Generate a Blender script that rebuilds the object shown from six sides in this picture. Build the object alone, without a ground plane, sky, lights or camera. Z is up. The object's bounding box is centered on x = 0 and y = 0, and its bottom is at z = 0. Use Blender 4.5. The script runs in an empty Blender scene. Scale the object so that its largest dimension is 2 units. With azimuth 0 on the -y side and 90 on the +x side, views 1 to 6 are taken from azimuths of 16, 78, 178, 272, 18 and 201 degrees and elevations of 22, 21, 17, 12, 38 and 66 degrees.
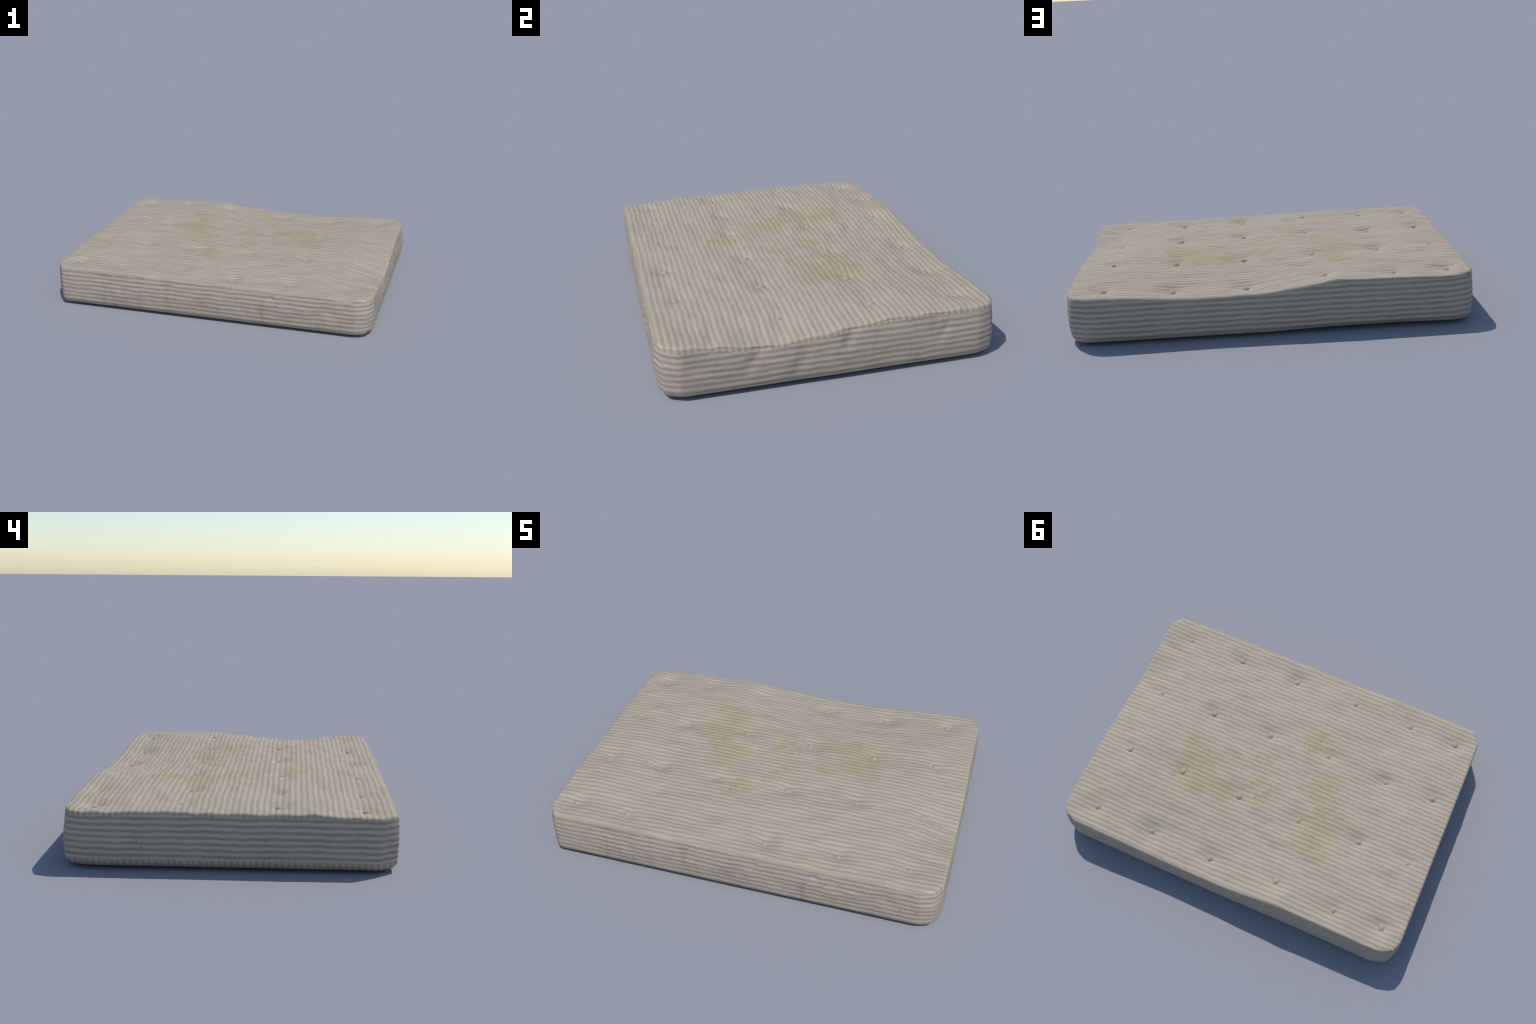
"""Old tufted mattress in striped ticking: a soft slab with rounded corners,
a sagging top, 6 x 4 rows of covered tuft buttons and yellow stains."""
import bpy, math
import numpy as np
from mathutils import Vector

rng = np.random.default_rng(7)

# ------------------------------------------------------------------ helpers
def smooth(a, b, v):
    t = np.clip((v - a) / (b - a), 0.0, 1.0)
    return t * t * (3 - 2 * t)


def noise2(x, y, seed):
    """smooth gradient noise on a plane, about -1..1"""
    r = np.random.default_rng(seed)
    ang = r.uniform(0, 2 * math.pi, (64, 64))
    gx, gy = np.cos(ang), np.sin(ang)
    xi, yi = np.floor(x).astype(int), np.floor(y).astype(int)
    fx, fy = x - xi, y - yi
    u = fx ** 3 * (fx * (fx * 6 - 15) + 10)
    v = fy ** 3 * (fy * (fy * 6 - 15) + 10)

    def g(i, j):
        a, b = (xi + i) % 64, (yi + j) % 64
        return gx[a, b] * (fx - i) + gy[a, b] * (fy - j)
    return 1.5 * ((g(0, 0) * (1 - u) + g(1, 0) * u) * (1 - v) + (g(0, 1) * (1 - u) + g(1, 1) * u) * v)


# ---------------------------------------------------------------- the tufts
# six columns by four rows, front row first; the lines wander a little
ROWS = [[(-0.869, -0.592), (-0.590, -0.595), (-0.249, -0.597), (0.124, -0.594), (0.483, -0.591), (0.820, -0.591)],
        [(-0.867, -0.217), (-0.591, -0.207), (-0.234, -0.218), (0.123, -0.202), (0.480, -0.195), (0.819, -0.195)],
        [(-0.870, 0.200), (-0.583, 0.191), (-0.231, 0.211), (0.128, 0.212), (0.485, 0.204), (0.818, 0.207)],
        [(-0.872, 0.579), (-0.603, 0.598), (-0.261, 0.579), (0.124, 0.598), (0.485, 0.588), (0.820, 0.592)]]
FAINT = {(0, 5), (1, 2), (1, 5), (2, 0), (0, 2)}         # loose tufts
TIGHT = {(1, 1), (2, 1), (2, 2), (2, 3), (1, 3), (3, 4)}  # hard pulled tufts
tufts = []                     # x, y, pit depth, pit radius, button size
for j, row in enumerate(ROWS):
    for i, (tx, ty) in enumerate(row):
        k = 0.5 if (j, i) in FAINT else 1.25 if (j, i) in TIGHT else 1.0
        tufts.append((tx, ty, k * rng.uniform(0.010, 0.0155), rng.uniform(0.033, 0.046),
                      0.82 if k < 1 else rng.uniform(0.92, 1.10)))


# ------------------------------------------------------------ top and bottom
def top_height(x, y, pits=True):
    h = 0.2445 - 0.004 * x + 0.014 * (1 - x * x) * (1 - (y / 0.73) ** 2)
    # fuller left rear quarter
    h += 0.014 * np.exp(-((x + 0.60) / 0.45) ** 2 - ((y - 0.37) / 0.36) ** 2)
    # full, firm edge all round
    h += 0.0025 * smooth(0.84, 0.97, np.maximum(np.abs(x), np.abs(y) / 0.73))
    # plump places: left end, right rear, rear edge left of the collapse, right of the middle
    for px, py, rx, ry, amp in ((-0.86, -0.20, 0.20, 0.24, 0.012), (0.86, 0.28, 0.20, 0.24, 0.013), (-0.30, 0.66, 0.22, 0.20, 0.012),
                                (-0.88, 0.25, 0.20, 0.22, 0.006), (0.50, -0.18, 0.22, 0.20, 0.006), (-0.80, -0.40, 0.16, 0.18, 0.013), (-0.78, 0.05, 0.12, 0.16, 0.005)):
        h += amp * np.exp(-((x - px) / rx) ** 2 - ((y - py) / ry) ** 2)
    # the rear edge has collapsed right of the middle
    h -= 0.027 * smooth(-0.36, 0.09, x) * (1 - smooth(0.30, 0.92, x)) * np.exp(-((0.75 - y) / 0.46) ** 2)
    # the right edge is sat down, steeper on the front side of the dip
    sy = np.where(y < -0.26, 0.20, 0.30)
    h -= 0.038 * np.exp(-((x - 1.0) / 0.17) ** 2 - ((y + 0.26) / sy) ** 2)
    # shallow front sag
    h -= 0.006 * np.exp(-((x - 0.30) / 0.38) ** 2 - ((y + 0.62) / 0.18) ** 2)
    # loose-cloth ripples, longer along the stripes
    h += 0.0032 * noise2(x * 3.6 + 9, y * 7.5 + 3, 11) + 0.0034 * noise2(x * 7 + 2, y * 15 + 5, 12)
    h += 0.0042 * noise2(x * 4.0 + 20, (y + 0.25 * x) * 9.0 + 7, 13) + 0.0014 * noise2(x * 14 + 3 + 4 * y, y * 20 + 1 - 5 * x, 14)
    # short diagonal creases in the sagging quarter and at the dipped edge
    for cx, cy, a, ln, wd, dp in ((-0.16, 0.42, -0.5, 0.12, 0.020, 0.004), (0.40, 0.45, 0.05, 0.26, 0.030, 0.004),
                                  (0.93, -0.50, -0.15, 0.12, 0.022, 0.006), (0.96, -0.30, -0.15, 0.10, 0.020, 0.006),
                                  (0.10, 0.36, -0.1, 0.22, 0.028, 0.003)):
        u = (x - cx) * math.cos(a) + (y - cy) * math.sin(a)
        v = -(x - cx) * math.sin(a) + (y - cy) * math.cos(a)
        h -= dp * np.exp(-(u / ln) ** 2 - (v / wd) ** 2)
    if pits:
        for tx, ty, d, r, _ in tufts:
            # a steep dimple, deepest just in front of the button, in a wide shallow hollow
            q = ((x - tx - 0.006) / (1.5 * r)) ** 2 + ((y - ty + 0.004) / np.where(y < ty - 0.004, 0.95 * r, 1.5 * r)) ** 2
            h -= d * np.exp(-q) + 0.22 * d * np.exp(-q / 6.0)
            # gather right behind the button, where the thread pulls under
            h -= 0.25 * d * np.exp(-((x - tx + 0.005) / 0.020) ** 2 - ((y - ty - 0.017) / 0.012) ** 2)
    return h


def bottom_height(x, y):
    edge = np.maximum(np.abs(x) / 1.0, np.abs(y) / 0.73)
    h = 0.003 + 0.0100 * smooth(0.84, 1.0, edge)
    h += 0.010 * (1 - smooth(-0.28, 0.05, x)) * smooth(0.35, 0.75, y) * smooth(-1.02, -0.6, x)
    h += 0.0015 * noise2(x * 3 + 4, y * 3 + 4, 21)
    for tx, ty, d, r, _ in tufts:
        h += 0.008 * np.exp(-((x - tx) / 0.06) ** 2 - ((y - ty) / 0.06) ** 2)
    return np.maximum(h, 0.0)


# ----------------------------------------------------------------- the plan
def outline(m, n):
    """closed plan outline, sides split at the corner middles: front, right, back, left"""
    pts = [(-0.945, -0.728), (0.0, -0.729), (0.895, -0.729), (0.962, -0.704), (0.996, -0.638),
           (0.999, 0.0), (0.996, 0.630), (0.970, 0.697), (0.900, 0.729),
           (0.0, 0.730), (-0.5, 0.725), (-0.885, 0.725), (-0.970, 0.696), (-1.0, 0.620),
           (-1.0, -0.2), (-1.0, -0.650)]
    p = np.array(pts)
    q = np.vstack([p, p[:1]])
    s = np.concatenate([[0], np.cumsum(np.linalg.norm(np.diff(q, axis=0), axis=1))])
    dense = np.linspace(0, s[-1], 8001)
    d = np.stack([np.interp(dense, s, q[:, 0]), np.interp(dense, s, q[:, 1])], 1)[:-1]
    # soften the facets of the corners a little
    ker = np.exp(-(np.arange(-60, 61) / 22.0) ** 2)
    ker /= ker.sum()
    d = np.stack([np.convolve(np.concatenate([c[-60:], c, c[:60]]), ker, "valid") for c in d.T], 1)
    corners = [(-0.97, -0.69), (0.965, -0.695), (0.966, 0.693), (-0.962, 0.688)]
    idx = [int(np.argmin(np.linalg.norm(d - c, axis=1))) for c in corners]
    out = []
    for k, cnt in enumerate((m, n, m, n)):
        a, b = idx[k], idx[(k + 1) % 4]
        if b <= a:
            b += len(d)
        t = np.linspace(a, b, cnt + 1)[:-1]
        t0 = np.floor(t).astype(int)
        f = (t - t0)[:, None]
        out.append(d[t0 % len(d)] * (1 - f) + d[(t0 + 1) % len(d)] * f)
    return np.vstack(out)


M, N = 400, 292
P = outline(M, N)
K = len(P)
tan = np.roll(P, -4, 0) - np.roll(P, 4, 0)
tan /= np.linalg.norm(tan, axis=1)[:, None]
NRM = np.stack([tan[:, 1], -tan[:, 0]], 1)
arc = np.concatenate([[0], np.cumsum(np.linalg.norm(np.diff(P, axis=0), axis=1))])


def coons(loop):
    """fill a closed loop of 2(M+N) points with an (M+1) x (N+1) grid"""
    b = loop[0:M + 1]
    r = loop[M:M + N + 1]
    t = loop[M + N:2 * M + N + 1][::-1]
    l = np.vstack([loop[2 * M + N:], loop[:1]])[::-1]
    u = np.linspace(0, 1, M + 1)[:, None, None]
    v = np.linspace(0, 1, N + 1)[None, :, None]
    g = (1 - v) * b[:, None] + v * t[:, None] + (1 - u) * l[None] + u * r[None]
    g -= (1 - u) * (1 - v) * b[0] + u * (1 - v) * b[-1] + (1 - u) * v * t[0] + u * v * t[-1]
    return g


def grid_ring():
    """indices of the grid border in loop order"""
    I = np.arange((M + 1) * (N + 1)).reshape(M + 1, N + 1)
    return I, np.concatenate([I[:-1, 0], I[-1, :-1], I[:0:-1, -1], I[0, :0:-1]])


R_TOP, R_BOT = 0.013, 0.030
verts, faces, tags = [], [], []           # tags: 0 top, 1 side, 2 bottom

rear_lean = 0.009 * (NRM[:, 1] > 0.5) * (1 - smooth(-0.35, 0.0, P[:, 0]))
top_loop = P - NRM * (R_TOP + 0.006 + rear_lean)[:, None]
bot_loop = P - NRM * (R_BOT + 0.005)
I, ring = grid_ring()
g = coons(top_loop)
X, Y = g[..., 0].ravel(), g[..., 1].ravel()
verts.append(np.stack([X, Y, top_height(X, Y)], 1))
q = np.stack([I[:-1, :-1], I[1:, :-1], I[1:, 1:], I[:-1, 1:]], -1).reshape(-1, 4)
faces.append(q)
tags.append(np.zeros(len(q), int))
off = (M + 1) * (N + 1)

# side: rounded shoulder, slightly bellied wall, rounded foot
z_top = top_height(top_loop[:, 0], top_loop[:, 1])
z_bot = bottom_height(bot_loop[:, 0], bot_loop[:, 1])
prev = ring
levels = [("t", a) for a in np.linspace(0, math.pi / 2, 8)[1:]]
levels += [("w", t) for t in np.linspace(0, 1, 44)[1:]]
levels += [("b", a) for a in np.linspace(math.pi / 2, 0, 9)[1:-1]]
# the front and the right wall are more crumpled than the others
crumple = 0.35 + 0.65 * np.clip(np.maximum(-NRM[:, 1], NRM[:, 0]), 0, 1)
# tucks in the walls: axis the wall faces, sign, place along it, half length, depth, height under the rim, half height
TUCKS = [(0, 1, -0.305, 0.050, 0.0060, 0.016, 0.010), (0, 1, -0.50, 0.090, 0.0025, 0.014, 0.009), (0, 1, 0.08, 0.050, 0.0040, 0.016, 0.010),
         (0, 1, 0.24, 0.055, 0.0038, 0.015, 0.010), (0, 1, 0.44, 0.050, 0.0035, 0.015, 0.007),
         (0, 1, -0.345, 0.028, 0.0065, 0.070, 0.055), (0, 1, 0.055, 0.028, 0.0060, 0.060, 0.045), (0, 1, 0.47, 0.020, 0.0040, 0.090, 0.050), (0, 1, -0.15, 0.030, 0.0040, 0.110, 0.050),
         (1, -1, -0.66, 0.035, 0.0050, 0.040, 0.018), (1, -1, -0.55, 0.022, 0.0035, 0.060, 0.045), (1, -1, 0.10, 0.030, 0.0045, 0.050, 0.035),
         (1, -1, 0.40, 0.022, 0.0055, 0.040, 0.020), (1, -1, 0.41, 0.020, 0.0045, 0.120, 0.045), (1, -1, 0.70, 0.024, 0.0050, 0.110, 0.050),
         (1, -1, -0.25, 0.030, 0.0030, 0.070, 0.050), (1, -1, 0.90, 0.030, 0.0035, 0.020, 0.010), (1, 1, -0.86, 0.018, 0.0060, 0.010, 0.006)]
for kind, a in levels:
    if kind == "t":
        inset = 0.006 + R_TOP * (1 - math.sin(a))
        z = z_top - R_TOP * (1 - math.cos(a))
        t = np.zeros(K)
    elif kind == "w":
        inset = 0.006 * (1 - a) ** 2 + 0.005 * a ** 3 - 0.003 * math.sin(math.pi * a)
        z = (z_top - R_TOP) * (1 - a) + (z_bot + R_BOT) * a
        t = np.full(K, math.sin(math.pi * a))
    else:
        f = 2 * a / math.pi                     # foot: between a quarter round and a plain chamfer
        inset = 0.005 + R_BOT * (1 - (0.5 * math.sin(a) + 0.5 * f))
        z = z_bot + R_BOT * (1 - (0.5 * math.cos(a) + 0.5 * (1 - f)))
        t = np.zeros(K)
    dent = 0.0028 * noise2(arc * 6.0 + 1, z * 5.0 + 2, 31) + 0.0026 * noise2(arc * 14.0 + 3 + 6 * z, z * 9.0 + 6, 32)
    dent += 0.0012 * noise2(arc * 5.0 + 3, z * 45.0 + 8, 33)
    tuck = np.zeros(K)
    for ax, sg, at, ln, dp, below, hh in TUCKS:
        drop = z_top - below - z
        lean = 0.45 * drop if hh > 0.03 else 0.0        # the long folds run down slanting
        tuck += dp * (NRM[:, ax] * sg > 0.9) * np.exp(-((P[:, 1 - ax] - at + lean) / ln) ** 2 - (drop / hh) ** 2)
    # the rear wall leans in below the plump left half
    lean_in = 0.009 * (NRM[:, 1] > 0.5) * (1 - smooth(-0.35, 0.0, P[:, 0])) * smooth(0.06, 0.22, z)
    inset = inset + lean_in
    xy = P - NRM * (inset + tuck - t * crumple * dent)[:, None]
    verts.append(np.column_stack([xy, z]))
    cur = off + np.arange(K)
    off += K
    q = np.stack([prev, cur, np.roll(cur, -1), np.roll(prev, -1)], -1)
    faces.append(q)
    # the top cloth turns over the shoulder, the bottom cloth up the foot
    ends = np.abs(NRM[:, 0]) > 0.5
    tag = np.full(K, 1)
    if kind == "t":
        tag[:] = 0
    elif kind == "w" and a < 0.12:
        tag[ends & (a < 0.030 + 0.035 * (NRM[:, 0] > 0) + 0.05 * noise2(arc * 9.0, arc * 0 + 0.5, 41))] = 0
    elif kind == "b" or a > 0.965:
        tag[NRM[:, 0] < -0.5] = 2              # only at the left end the bottom cloth shows
    tags.append(tag)
    prev = cur

gb = coons(bot_loop)
X, Y = gb[..., 0].ravel(), gb[..., 1].ravel()
verts.append(np.stack([X, Y, bottom_height(X, Y)], 1))
Ib, ring_b = I + off, ring + off
faces.append(np.stack([prev, ring_b, np.roll(ring_b, -1), np.roll(prev, -1)], -1))
tags.append(np.full(K, 2))
q = np.stack([Ib[:-1, :-1], Ib[:-1, 1:], Ib[1:, 1:], Ib[1:, :-1]], -1).reshape(-1, 4)
faces.append(q)
tags.append(np.full(len(q), 2))

V = np.vstack(verts)
F = np.vstack(faces)
T = np.concatenate(tags)
# exact frame: 2 m long, centred, standing on z = 0
lo, hi = V.min(0), V.max(0)
scale_x = 2.0 / (hi[0] - lo[0])
V[:, 0] = (V[:, 0] - (lo[0] + hi[0]) / 2) * scale_x
V[:, 1] -= (lo[1] + hi[1]) / 2
V[:, 2] -= lo[2]
shift_z = lo[2]

# whole-body vertex normals
fn = np.cross(V[F[:, 2]] - V[F[:, 0]], V[F[:, 3]] - V[F[:, 1]])
VN = np.zeros_like(V)
for c in range(4):
    np.add.at(VN, F[:, c], fn)
VN /= np.maximum(np.linalg.norm(VN, axis=1), 1e-12)[:, None]


# ---------------------------------------------------------------- materials
class Nodes:
    def __init__(self, name):
        self.mat = bpy.data.materials.new(name)
        self.mat.use_nodes = True
        self.t = self.mat.node_tree
        self.bsdf = self.t.nodes["Principled BSDF"]
        co = self.t.nodes.new("ShaderNodeTexCoord")
        self.obj = co.outputs["Object"]

    def put(self, sock, v):
        if isinstance(v, bpy.types.NodeSocket):
            self.t.links.new(v, sock)
        else:
            sock.default_value = v

    def math(self, op, a, b=0.0, c=0.0, clamp=False):
        n = self.t.nodes.new("ShaderNodeMath")
        n.operation = op
        n.use_clamp = clamp
        for s, v in zip(n.inputs, (a, b, c)):
            self.put(s, v)
        return n.outputs[0]

    def sstep(self, v, a, b, lo=0.0, hi=1.0):
        n = self.t.nodes.new("ShaderNodeMapRange")
        n.interpolation_type = "SMOOTHSTEP"
        for s, x in zip(n.inputs, (v, a, b, lo, hi)):
            self.put(s, x)
        return n.outputs[0]

    def vec(self, op, a, b=(0, 0, 0)):
        n = self.t.nodes.new("ShaderNodeVectorMath")
        n.operation = op
        self.put(n.inputs[0], a)
        self.put(n.inputs[1], b)
        return n.outputs["Value"] if op in ("LENGTH", "DISTANCE", "DOT_PRODUCT") else n.outputs[0]

    def mapping(self, v, loc=(0, 0, 0), rot=(0, 0, 0), scale=(1, 1, 1), kind="POINT"):
        n = self.t.nodes.new("ShaderNodeMapping")
        n.vector_type = kind
        self.put(n.inputs[0], v)
        n.inputs["Location"].default_value = loc
        n.inputs["Rotation"].default_value = rot
        n.inputs["Scale"].default_value = scale
        return n.outputs[0]

    def noise(self, v, scale, detail=2.0, rough=0.5, color=False):
        n = self.t.nodes.new("ShaderNodeTexNoise")
        self.put(n.inputs["Vector"], v)
        n.inputs["Scale"].default_value = scale
        n.inputs["Detail"].default_value = detail
        n.inputs["Roughness"].default_value = rough
        return n.outputs["Color" if color else "Fac"]

    def voronoi(self, v, scale):
        n = self.t.nodes.new("ShaderNodeTexVoronoi")
        self.put(n.inputs["Vector"], v)
        n.inputs["Scale"].default_value = scale
        return n

    def mix(self, f, a, b, mode="MIX"):
        n = self.t.nodes.new("ShaderNodeMix")
        n.data_type = "RGBA"
        n.blend_type = mode
        self.put(n.inputs["Factor"], f)
        self.put(n.inputs["A"], a)
        self.put(n.inputs["B"], b)
        return n.outputs["Result"]

    def split(self, v):
        n = self.t.nodes.new("ShaderNodeSeparateXYZ")
        self.put(n.inputs[0], v)
        return n.outputs

    def bump(self, h, strength, dist, normal=None):
        n = self.t.nodes.new("ShaderNodeBump")
        n.inputs["Strength"].default_value = strength
        n.inputs["Distance"].default_value = dist
        self.put(n.inputs["Height"], h)
        if normal is not None:
            self.put(n.inputs["Normal"], normal)
        return n.outputs[0]


PITCH = 0.02685                                  # stripe repeat of the ticking
# soft spill shapes: centre x, centre y, half length, half width, turn
STAIN_FULL = [(0.43, 0.10, 0.150, 0.085, -0.50), (0.44, 0.23, 0.110, 0.090, -0.2), (0.30, 0.03, 0.085, 0.040, 0.35),
              (0.36, 0.22, 0.120, 0.075, 0.2), (0.235, 0.235, 0.075, 0.075, 0.9),
              (-0.29, -0.045, 0.105, 0.080, 0.5), (-0.235, 0.020, 0.090, 0.050, 0.2), (-0.33, 0.075, 0.070, 0.085, 0.3),
              (-0.35, 0.285, 0.125, 0.105, 0.6), (-0.43, 0.150, 0.090, 0.042, 0.35), (-0.30, 0.200, 0.080, 0.055, 0.5),
              (-0.38, 0.36, 0.085, 0.060, 0.3)]
STAIN_SPOT = [(-0.145, -0.275, 0.085, 0.090, 0.6), (-0.21, -0.255, 0.070, 0.040, 0.1), (0.07, -0.055, 0.095, 0.030, 0.35),
              (0.02, 0.105, 0.085, 0.055, 0.4), (0.015, 0.19, 0.045, 0.045, 0.0)]


def cloth(name, axis, stains=False, dirt=0.0, light=(0.464, 0.396, 0.319), dark=(0.342, 0.297, 0.219), phase=0.01, twill=0.45):
    n = Nodes(name)
    co = n.obj
    # the cloth is pulled about a little, so the stripes wander
    warp = n.noise(co, 3.0, 2.0, color=True)
    warp = n.vec("SCALE", n.vec("SUBTRACT", warp, (0.5, 0.5, 0.5)))
    warp.node.inputs["Scale"].default_value = 0.010 if axis == 1 else 0.016
    fine = n.vec("SCALE", n.vec("SUBTRACT", n.noise(co, 13.0, 1.0, color=True), (0.5, 0.5, 0.5)))
    fine.node.inputs["Scale"].default_value = 0.009
    wco = n.vec("ADD", n.vec("ADD", co, warp), fine)
    across = n.split(wco)[axis]
    ph = n.math("MULTIPLY", n.math("SUBTRACT", across, phase), 2 * math.pi / PITCH)
    wave = n.math("MULTIPLY_ADD", n.math("COSINE", ph), 0.5, 0.5)
    # twill: slanted short threads break the dark stripe up
    if axis == 1:
        tw = n.mapping(co, rot=(0, 0, 0.9), scale=(170, 420, 170))
    else:
        tw = n.mapping(co, rot=(0.6, 0.6, 0.78), scale=(300, 300, 190))
    thread = n.noise(tw, 1.0, 1.0)
    knots = n.noise(co, 150.0, 2.0, 0.6)
    ox, oy, oz = n.split(co)
    along = ox if axis == 1 else n.math("ADD", ox, oy)
    over = oy if axis == 1 else oz
    slant = n.math("MULTIPLY_ADD", n.noise(co, 40.0, 2.0), 0.016, n.math("MULTIPLY_ADD", over, 1.1 if axis == 1 else 0.9, along))
    dash = n.math("COSINE", n.math("MULTIPLY", slant, 2 * math.pi / 0.0150))
    dash = n.math("MULTIPLY", dash, n.noise(co, 25.0, 2.0))
    rough = n.math("ADD", n.math("MULTIPLY", n.math("SUBTRACT", thread, 0.5), 0.5), n.math("MULTIPLY", n.math("SUBTRACT", knots, 0.5), 1.0))
    rough = n.math("ADD", rough, n.math("MULTIPLY", dash, twill))
    band = n.sstep(n.math("ADD", wave, n.math("MULTIPLY", rough, 0.60 if axis == 1 else 0.85)), 0.02, 1.05)
    uneven = n.noise(co, 9.0, 3.0, 0.6)
    band = n.math("MULTIPLY", band, n.math("MULTIPLY_ADD", uneven, 1.1, 0.38), clamp=True)
    base = n.mix(band, (*light, 1), (*dark, 1))
    # faded threads: greenish and pinkish drifts, larger paler areas
    hue = n.sstep(n.noise(co, 55.0, 3.0, 0.6), 0.36, 0.64)
    base = n.mix(0.45, base, n.mix(hue, (1.05, 0.97, 0.95, 1), (0.95, 1.02, 0.98, 1)), "MULTIPLY")
    tone = n.sstep(n.noise(co, 5.0, 4.0, 0.65), 0.35, 0.70)
    base = n.mix(n.math("MULTIPLY", tone, 0.6), base, (0.94, 0.94, 0.95, 1), "MULTIPLY")
    base = n.mix(n.math("MULTIPLY", n.noise(co, 260.0, 2.0), 0.30), base, (0.62, 0.60, 0.58, 1), "MULTIPLY")

    if stains:
        ragged = n.vec("SUBTRACT", n.noise(co, 11.0, 4.0, 0.62, color=True), (0.5, 0.5, 0.5))
        ragged = n.vec("SCALE", ragged)
        ragged.node.inputs["Scale"].default_value = 0.10
        sco = n.vec("ADD", co, ragged)

        def union(shapes):
            best = None
            for sx, sy, a, b, turn in shapes:
                e = n.mapping(sco, loc=(sx, sy, 0), rot=(0, 0, turn), scale=(a, b, 1000.0), kind="TEXTURE")
                d = n.vec("LENGTH", e)
                best = d if best is None else n.math("MINIMUM", best, d)
            return best
        d = union(STAIN_FULL)
        full = n.sstep(d, 0.72, 1.10, 1.0, 0.0)
        blot = n.sstep(n.noise(co, 22.0, 4.0, 0.65), 0.32, 0.70, 0.35, 1.0)
        rimn = n.math("MULTIPLY", n.sstep(d, 0.62, 0.90), full)
        amount = n.math("MULTIPLY", n.math("MULTIPLY", full, blot), n.math("MULTIPLY_ADD", rimn, 0.04, 0.76), clamp=True)
        base = n.mix(amount, base, (0.93, 0.87, 0.65, 1), "MULTIPLY")
        d2 = union(STAIN_SPOT)
        area = n.sstep(d2, 0.80, 1.10, 1.0, 0.0)
        flecks = n.sstep(n.noise(co, 24.0, 4.0, 0.65), 0.40, 0.64)
        base = n.mix(n.math("MULTIPLY", n.math("MULTIPLY", area, flecks), 0.80), base, (0.93, 0.84, 0.58, 1), "MULTIPLY")
        drops = n.sstep(n.noise(co, 60.0, 1.0), 0.66, 0.74)
        base = n.mix(n.math("MULTIPLY", n.math("MULTIPLY", area, drops), 0.85), base, (0.80, 0.64, 0.30, 1), "MULTIPLY")

    # lint and specks: brown, pinkish and pale dots
    vo = n.voronoi(co, 42.0)
    pick = n.split(vo.outputs["Color"])
    dot = n.sstep(vo.outputs["Distance"], 0.10, 0.20, 1.0, 0.0)
    limit = 0.045
    if dirt > 0:
        # the front and the right wall took the wear
        sx, sy, _ = n.split(co)
        worn = n.math("MAXIMUM", n.sstep(sx, 0.90, 0.96), n.sstep(sy, -0.62, -0.69))
        limit = n.math("MULTIPLY_ADD", worn, 0.26 * dirt, 0.05)
    few = n.math("LESS_THAN", pick[0], limit)
    kind = n.mix(n.math("GREATER_THAN", pick[1], 0.5), (0.13, 0.085, 0.08, 1), (0.30, 0.18, 0.15, 1))
    base = n.mix(n.math("MULTIPLY", n.math("MULTIPLY", dot, few), 0.62), base, kind)
    if dirt > 0:
        vo2 = n.voronoi(n.vec("ADD", co, (3.1, 1.7, 0.4)), 30.0)
        pick2 = n.split(vo2.outputs["Color"])
        dot2 = n.sstep(vo2.outputs["Distance"], 0.08, 0.18, 1.0, 0.0)
        few2 = n.math("LESS_THAN", pick2[0], 0.22 * dirt)
        few2 = n.math("MULTIPLY", few2, worn)
        base = n.mix(n.math("MULTIPLY", n.math("MULTIPLY", dot2, few2), 0.6), base, (0.52, 0.40, 0.34, 1))
        # pinkish worn smears along the upper part, soft grey streaks running down
        pc = n.mapping(co, scale=(5.0, 5.0, 30.0))
        smear = n.sstep(n.noise(pc, 1.0, 3.0, 0.55), 0.60, 0.72)
        upper = n.sstep(n.split(co)[2], 0.10, 0.20)
        base = n.mix(n.math("MULTIPLY", n.math("MULTIPLY", n.math("MULTIPLY", smear, upper), worn), 0.75 * dirt), base, (0.50, 0.375, 0.335, 1))
        gc = n.mapping(co, scale=(9.0, 9.0, 2.5))
        dark_streak = n.sstep(n.noise(gc, 1.0, 4.0, 0.6), 0.55, 0.75)
        base = n.mix(n.math("MULTIPLY", n.math("MULTIPLY", dark_streak, worn), 0.50 * dirt), base, (0.58, 0.59, 0.60, 1), "MULTIPLY")
        base = n.mix(n.math("MULTIPLY", worn, 0.5), base, (1.0, 0.978, 0.965, 1), "MULTIPLY")

    n.put(n.bsdf.inputs["Base Color"], base)
    n.bsdf.inputs["Roughness"].default_value = 0.92
    n.bsdf.inputs["Specular IOR Level"].default_value = 0.12
    h = n.math("ADD", n.math("MULTIPLY", wave, -0.15), n.math("ADD", thread, knots))
    n.put(n.bsdf.inputs["Normal"], n.bump(h, 0.35, 0.0015))
    return n.mat


def button_cloth():
    n = Nodes("button_cloth")
    base = n.mix(n.noise(n.obj, 60.0, 3.0), (0.40, 0.345, 0.268, 1), (0.325, 0.284, 0.21, 1))
    n.put(n.bsdf.inputs["Base Color"], base)
    n.bsdf.inputs["Roughness"].default_value = 0.92
    n.bsdf.inputs["Specular IOR Level"].default_value = 0.12
    n.put(n.bsdf.inputs["Normal"], n.bump(n.noise(n.obj, 300.0, 2.0), 0.4, 0.001))
    return n.mat


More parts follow.
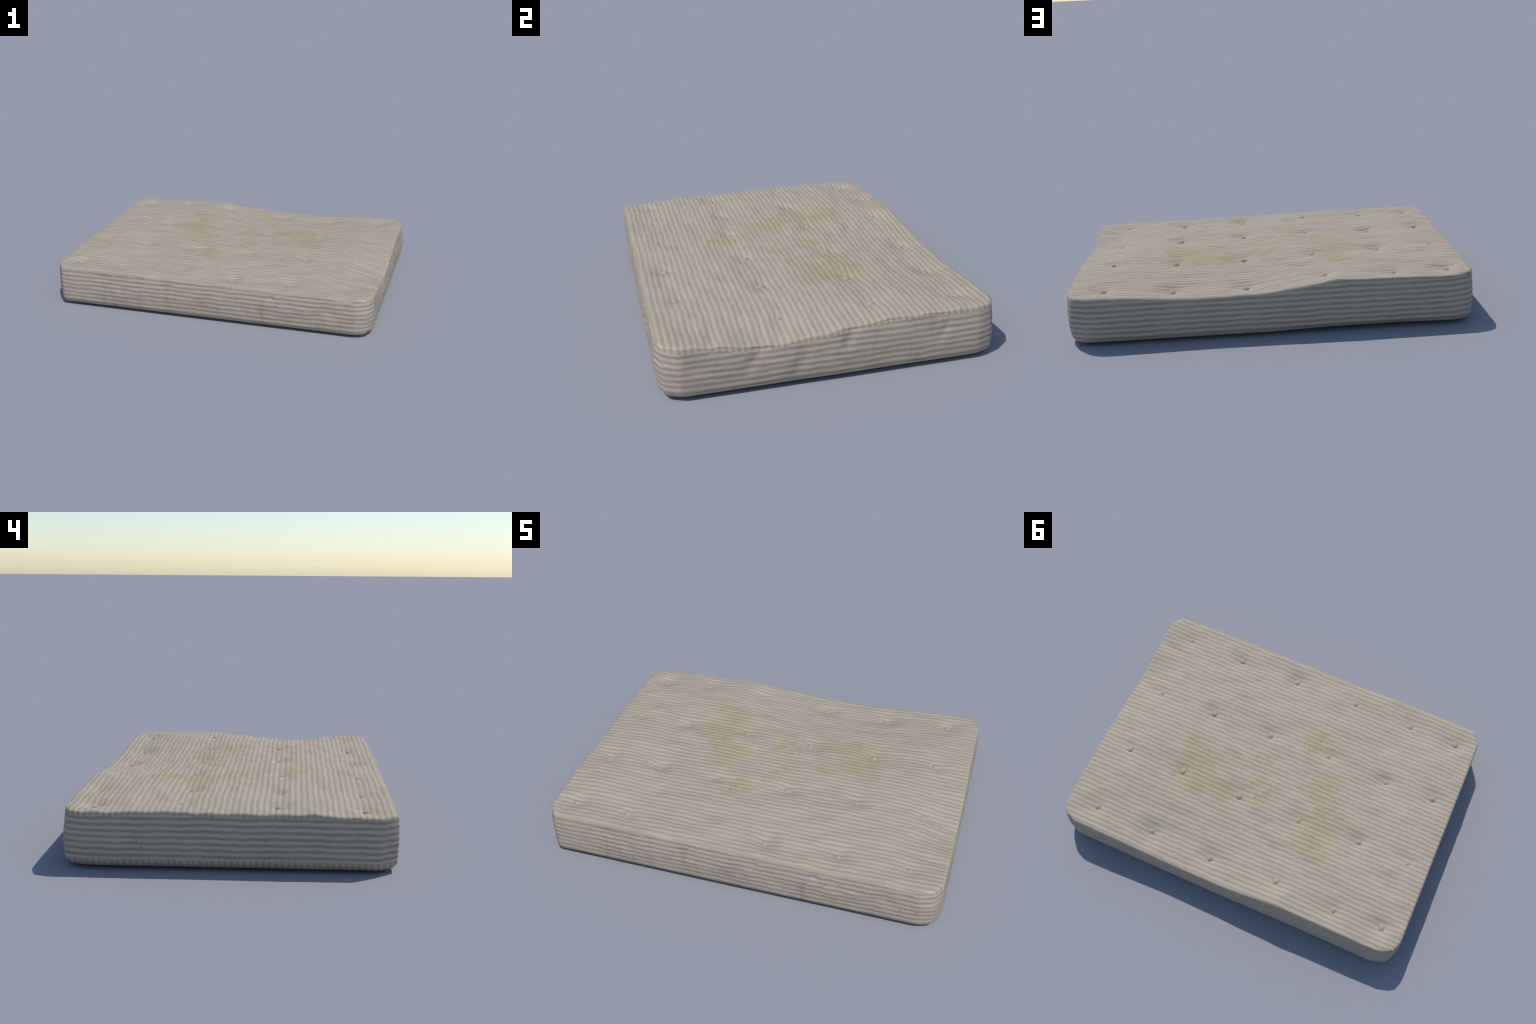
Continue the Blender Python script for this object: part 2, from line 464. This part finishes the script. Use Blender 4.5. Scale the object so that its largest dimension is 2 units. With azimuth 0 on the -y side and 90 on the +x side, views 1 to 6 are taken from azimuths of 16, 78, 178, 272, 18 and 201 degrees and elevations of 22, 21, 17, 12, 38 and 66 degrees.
mat_top = cloth("ticking_top", 1, stains=True)
mat_side = cloth("ticking_side", 2, dirt=1.0, light=(0.482, 0.412, 0.340), dark=(0.290, 0.248, 0.196), phase=0.1465, twill=0.40)
mat_bottom = cloth("ticking_bottom", 1, light=(0.45, 0.385, 0.315), dark=(0.325, 0.280, 0.225))
mat_button = button_cloth()

# ------------------------------------------------------------------ objects
root = bpy.data.objects.new("mattress", None)
root.empty_display_size = 0.2
bpy.context.collection.objects.link(root)
root["label"] = "old cream striped tufted mattress with yellow stains"
root["category"] = "mattress"

for tag, name, mat in ((0, "top_panel", mat_top), (1, "side_border", mat_side), (2, "bottom_panel", mat_bottom)):
    f = F[T == tag]
    used, inv = np.unique(f, return_inverse=True)
    f = inv.reshape(-1, 4)
    me = bpy.data.meshes.new(name)
    me.vertices.add(len(used))
    me.vertices.foreach_set("co", V[used].ravel())
    me.loops.add(f.size)
    me.loops.foreach_set("vertex_index", f.ravel().astype(np.int32))
    me.polygons.add(len(f))
    me.polygons.foreach_set("loop_start", np.arange(0, f.size, 4, dtype=np.int32))
    me.polygons.foreach_set("loop_total", np.full(len(f), 4, dtype=np.int32))
    me.update(calc_edges=True)
    me.validate()
    me.polygons.foreach_set("use_smooth", np.ones(len(f), bool))
    me.normals_split_custom_set_from_vertices(VN[used].tolist())
    me.materials.append(mat)
    ob = bpy.data.objects.new(name, me)
    bpy.context.collection.objects.link(ob)
    ob.parent = root


def button_mesh():
    """a small cloth-covered button: domed, with a tucked-in rim and a few gathers"""
    prof = [(0.0, 0.0100)] + [(0.0185 * t, 0.0100 - 0.0105 * t ** 2.2) for t in (0.2, 0.4, 0.55, 0.7, 0.82, 0.92, 1.0)] + [(0.0180, -0.0090)]
    seg = 28
    vs, fs = [(0, 0, prof[0][1])], []
    for r, z in prof[1:]:
        for k in range(seg):
            a = 2 * math.pi * k / seg
            w = 1 + 0.035 * math.sin(5 * a + 1) * (r / 0.018) ** 2 + 0.03 * math.sin(2 * a)
            vs.append((r * w * math.cos(a), r * w * math.sin(a), z + 0.0006 * math.sin(3 * a + 2) * r / 0.018))
    for k in range(seg):
        fs.append((0, 1 + k, 1 + (k + 1) % seg))
    for j in range(len(prof) - 2):
        for k in range(seg):
            a, b = 1 + j * seg + k, 1 + j * seg + (k + 1) % seg
            fs.append((a, a + seg, b + seg, b))
    me = bpy.data.meshes.new("tuft_button")
    me.from_pydata(vs, [], fs)
    me.update()
    for p in me.polygons:
        p.use_smooth = True
    me.materials.append(mat_button)
    return me


bm = button_mesh()
for tx, ty, d, r, size in tufts:
    e = 0.02
    X = np.array([tx, tx + e, tx - e, tx, tx])
    Y = np.array([ty, ty, ty, ty + e, ty - e])
    hz = top_height(X, Y) - shift_z
    # the buttons lean forward: the front rim sinks into the cloth, the back rim stands up
    nrm = Vector((-(hz[1] - hz[2]) / (2 * e) + rng.normal(0.03, 0.05), -(hz[3] - hz[4]) / (2 * e) - rng.uniform(0.0, 0.16), 1)).normalized()
    ob = bpy.data.objects.new("tuft_button", bm)
    bpy.context.collection.objects.link(ob)
    ob.parent = root
    ob.location = (tx * scale_x, ty, hz[0] - 0.0015 * (1.1 - size) / 0.25)
    quat = nrm.to_track_quat("Z", "Y")
    ob.rotation_euler = quat.to_euler()
    ob.rotation_euler.rotate_axis("Z", rng.uniform(0, 6.28))
    ob.scale = (size * 1.05, size, size * rng.uniform(0.8, 1.05))
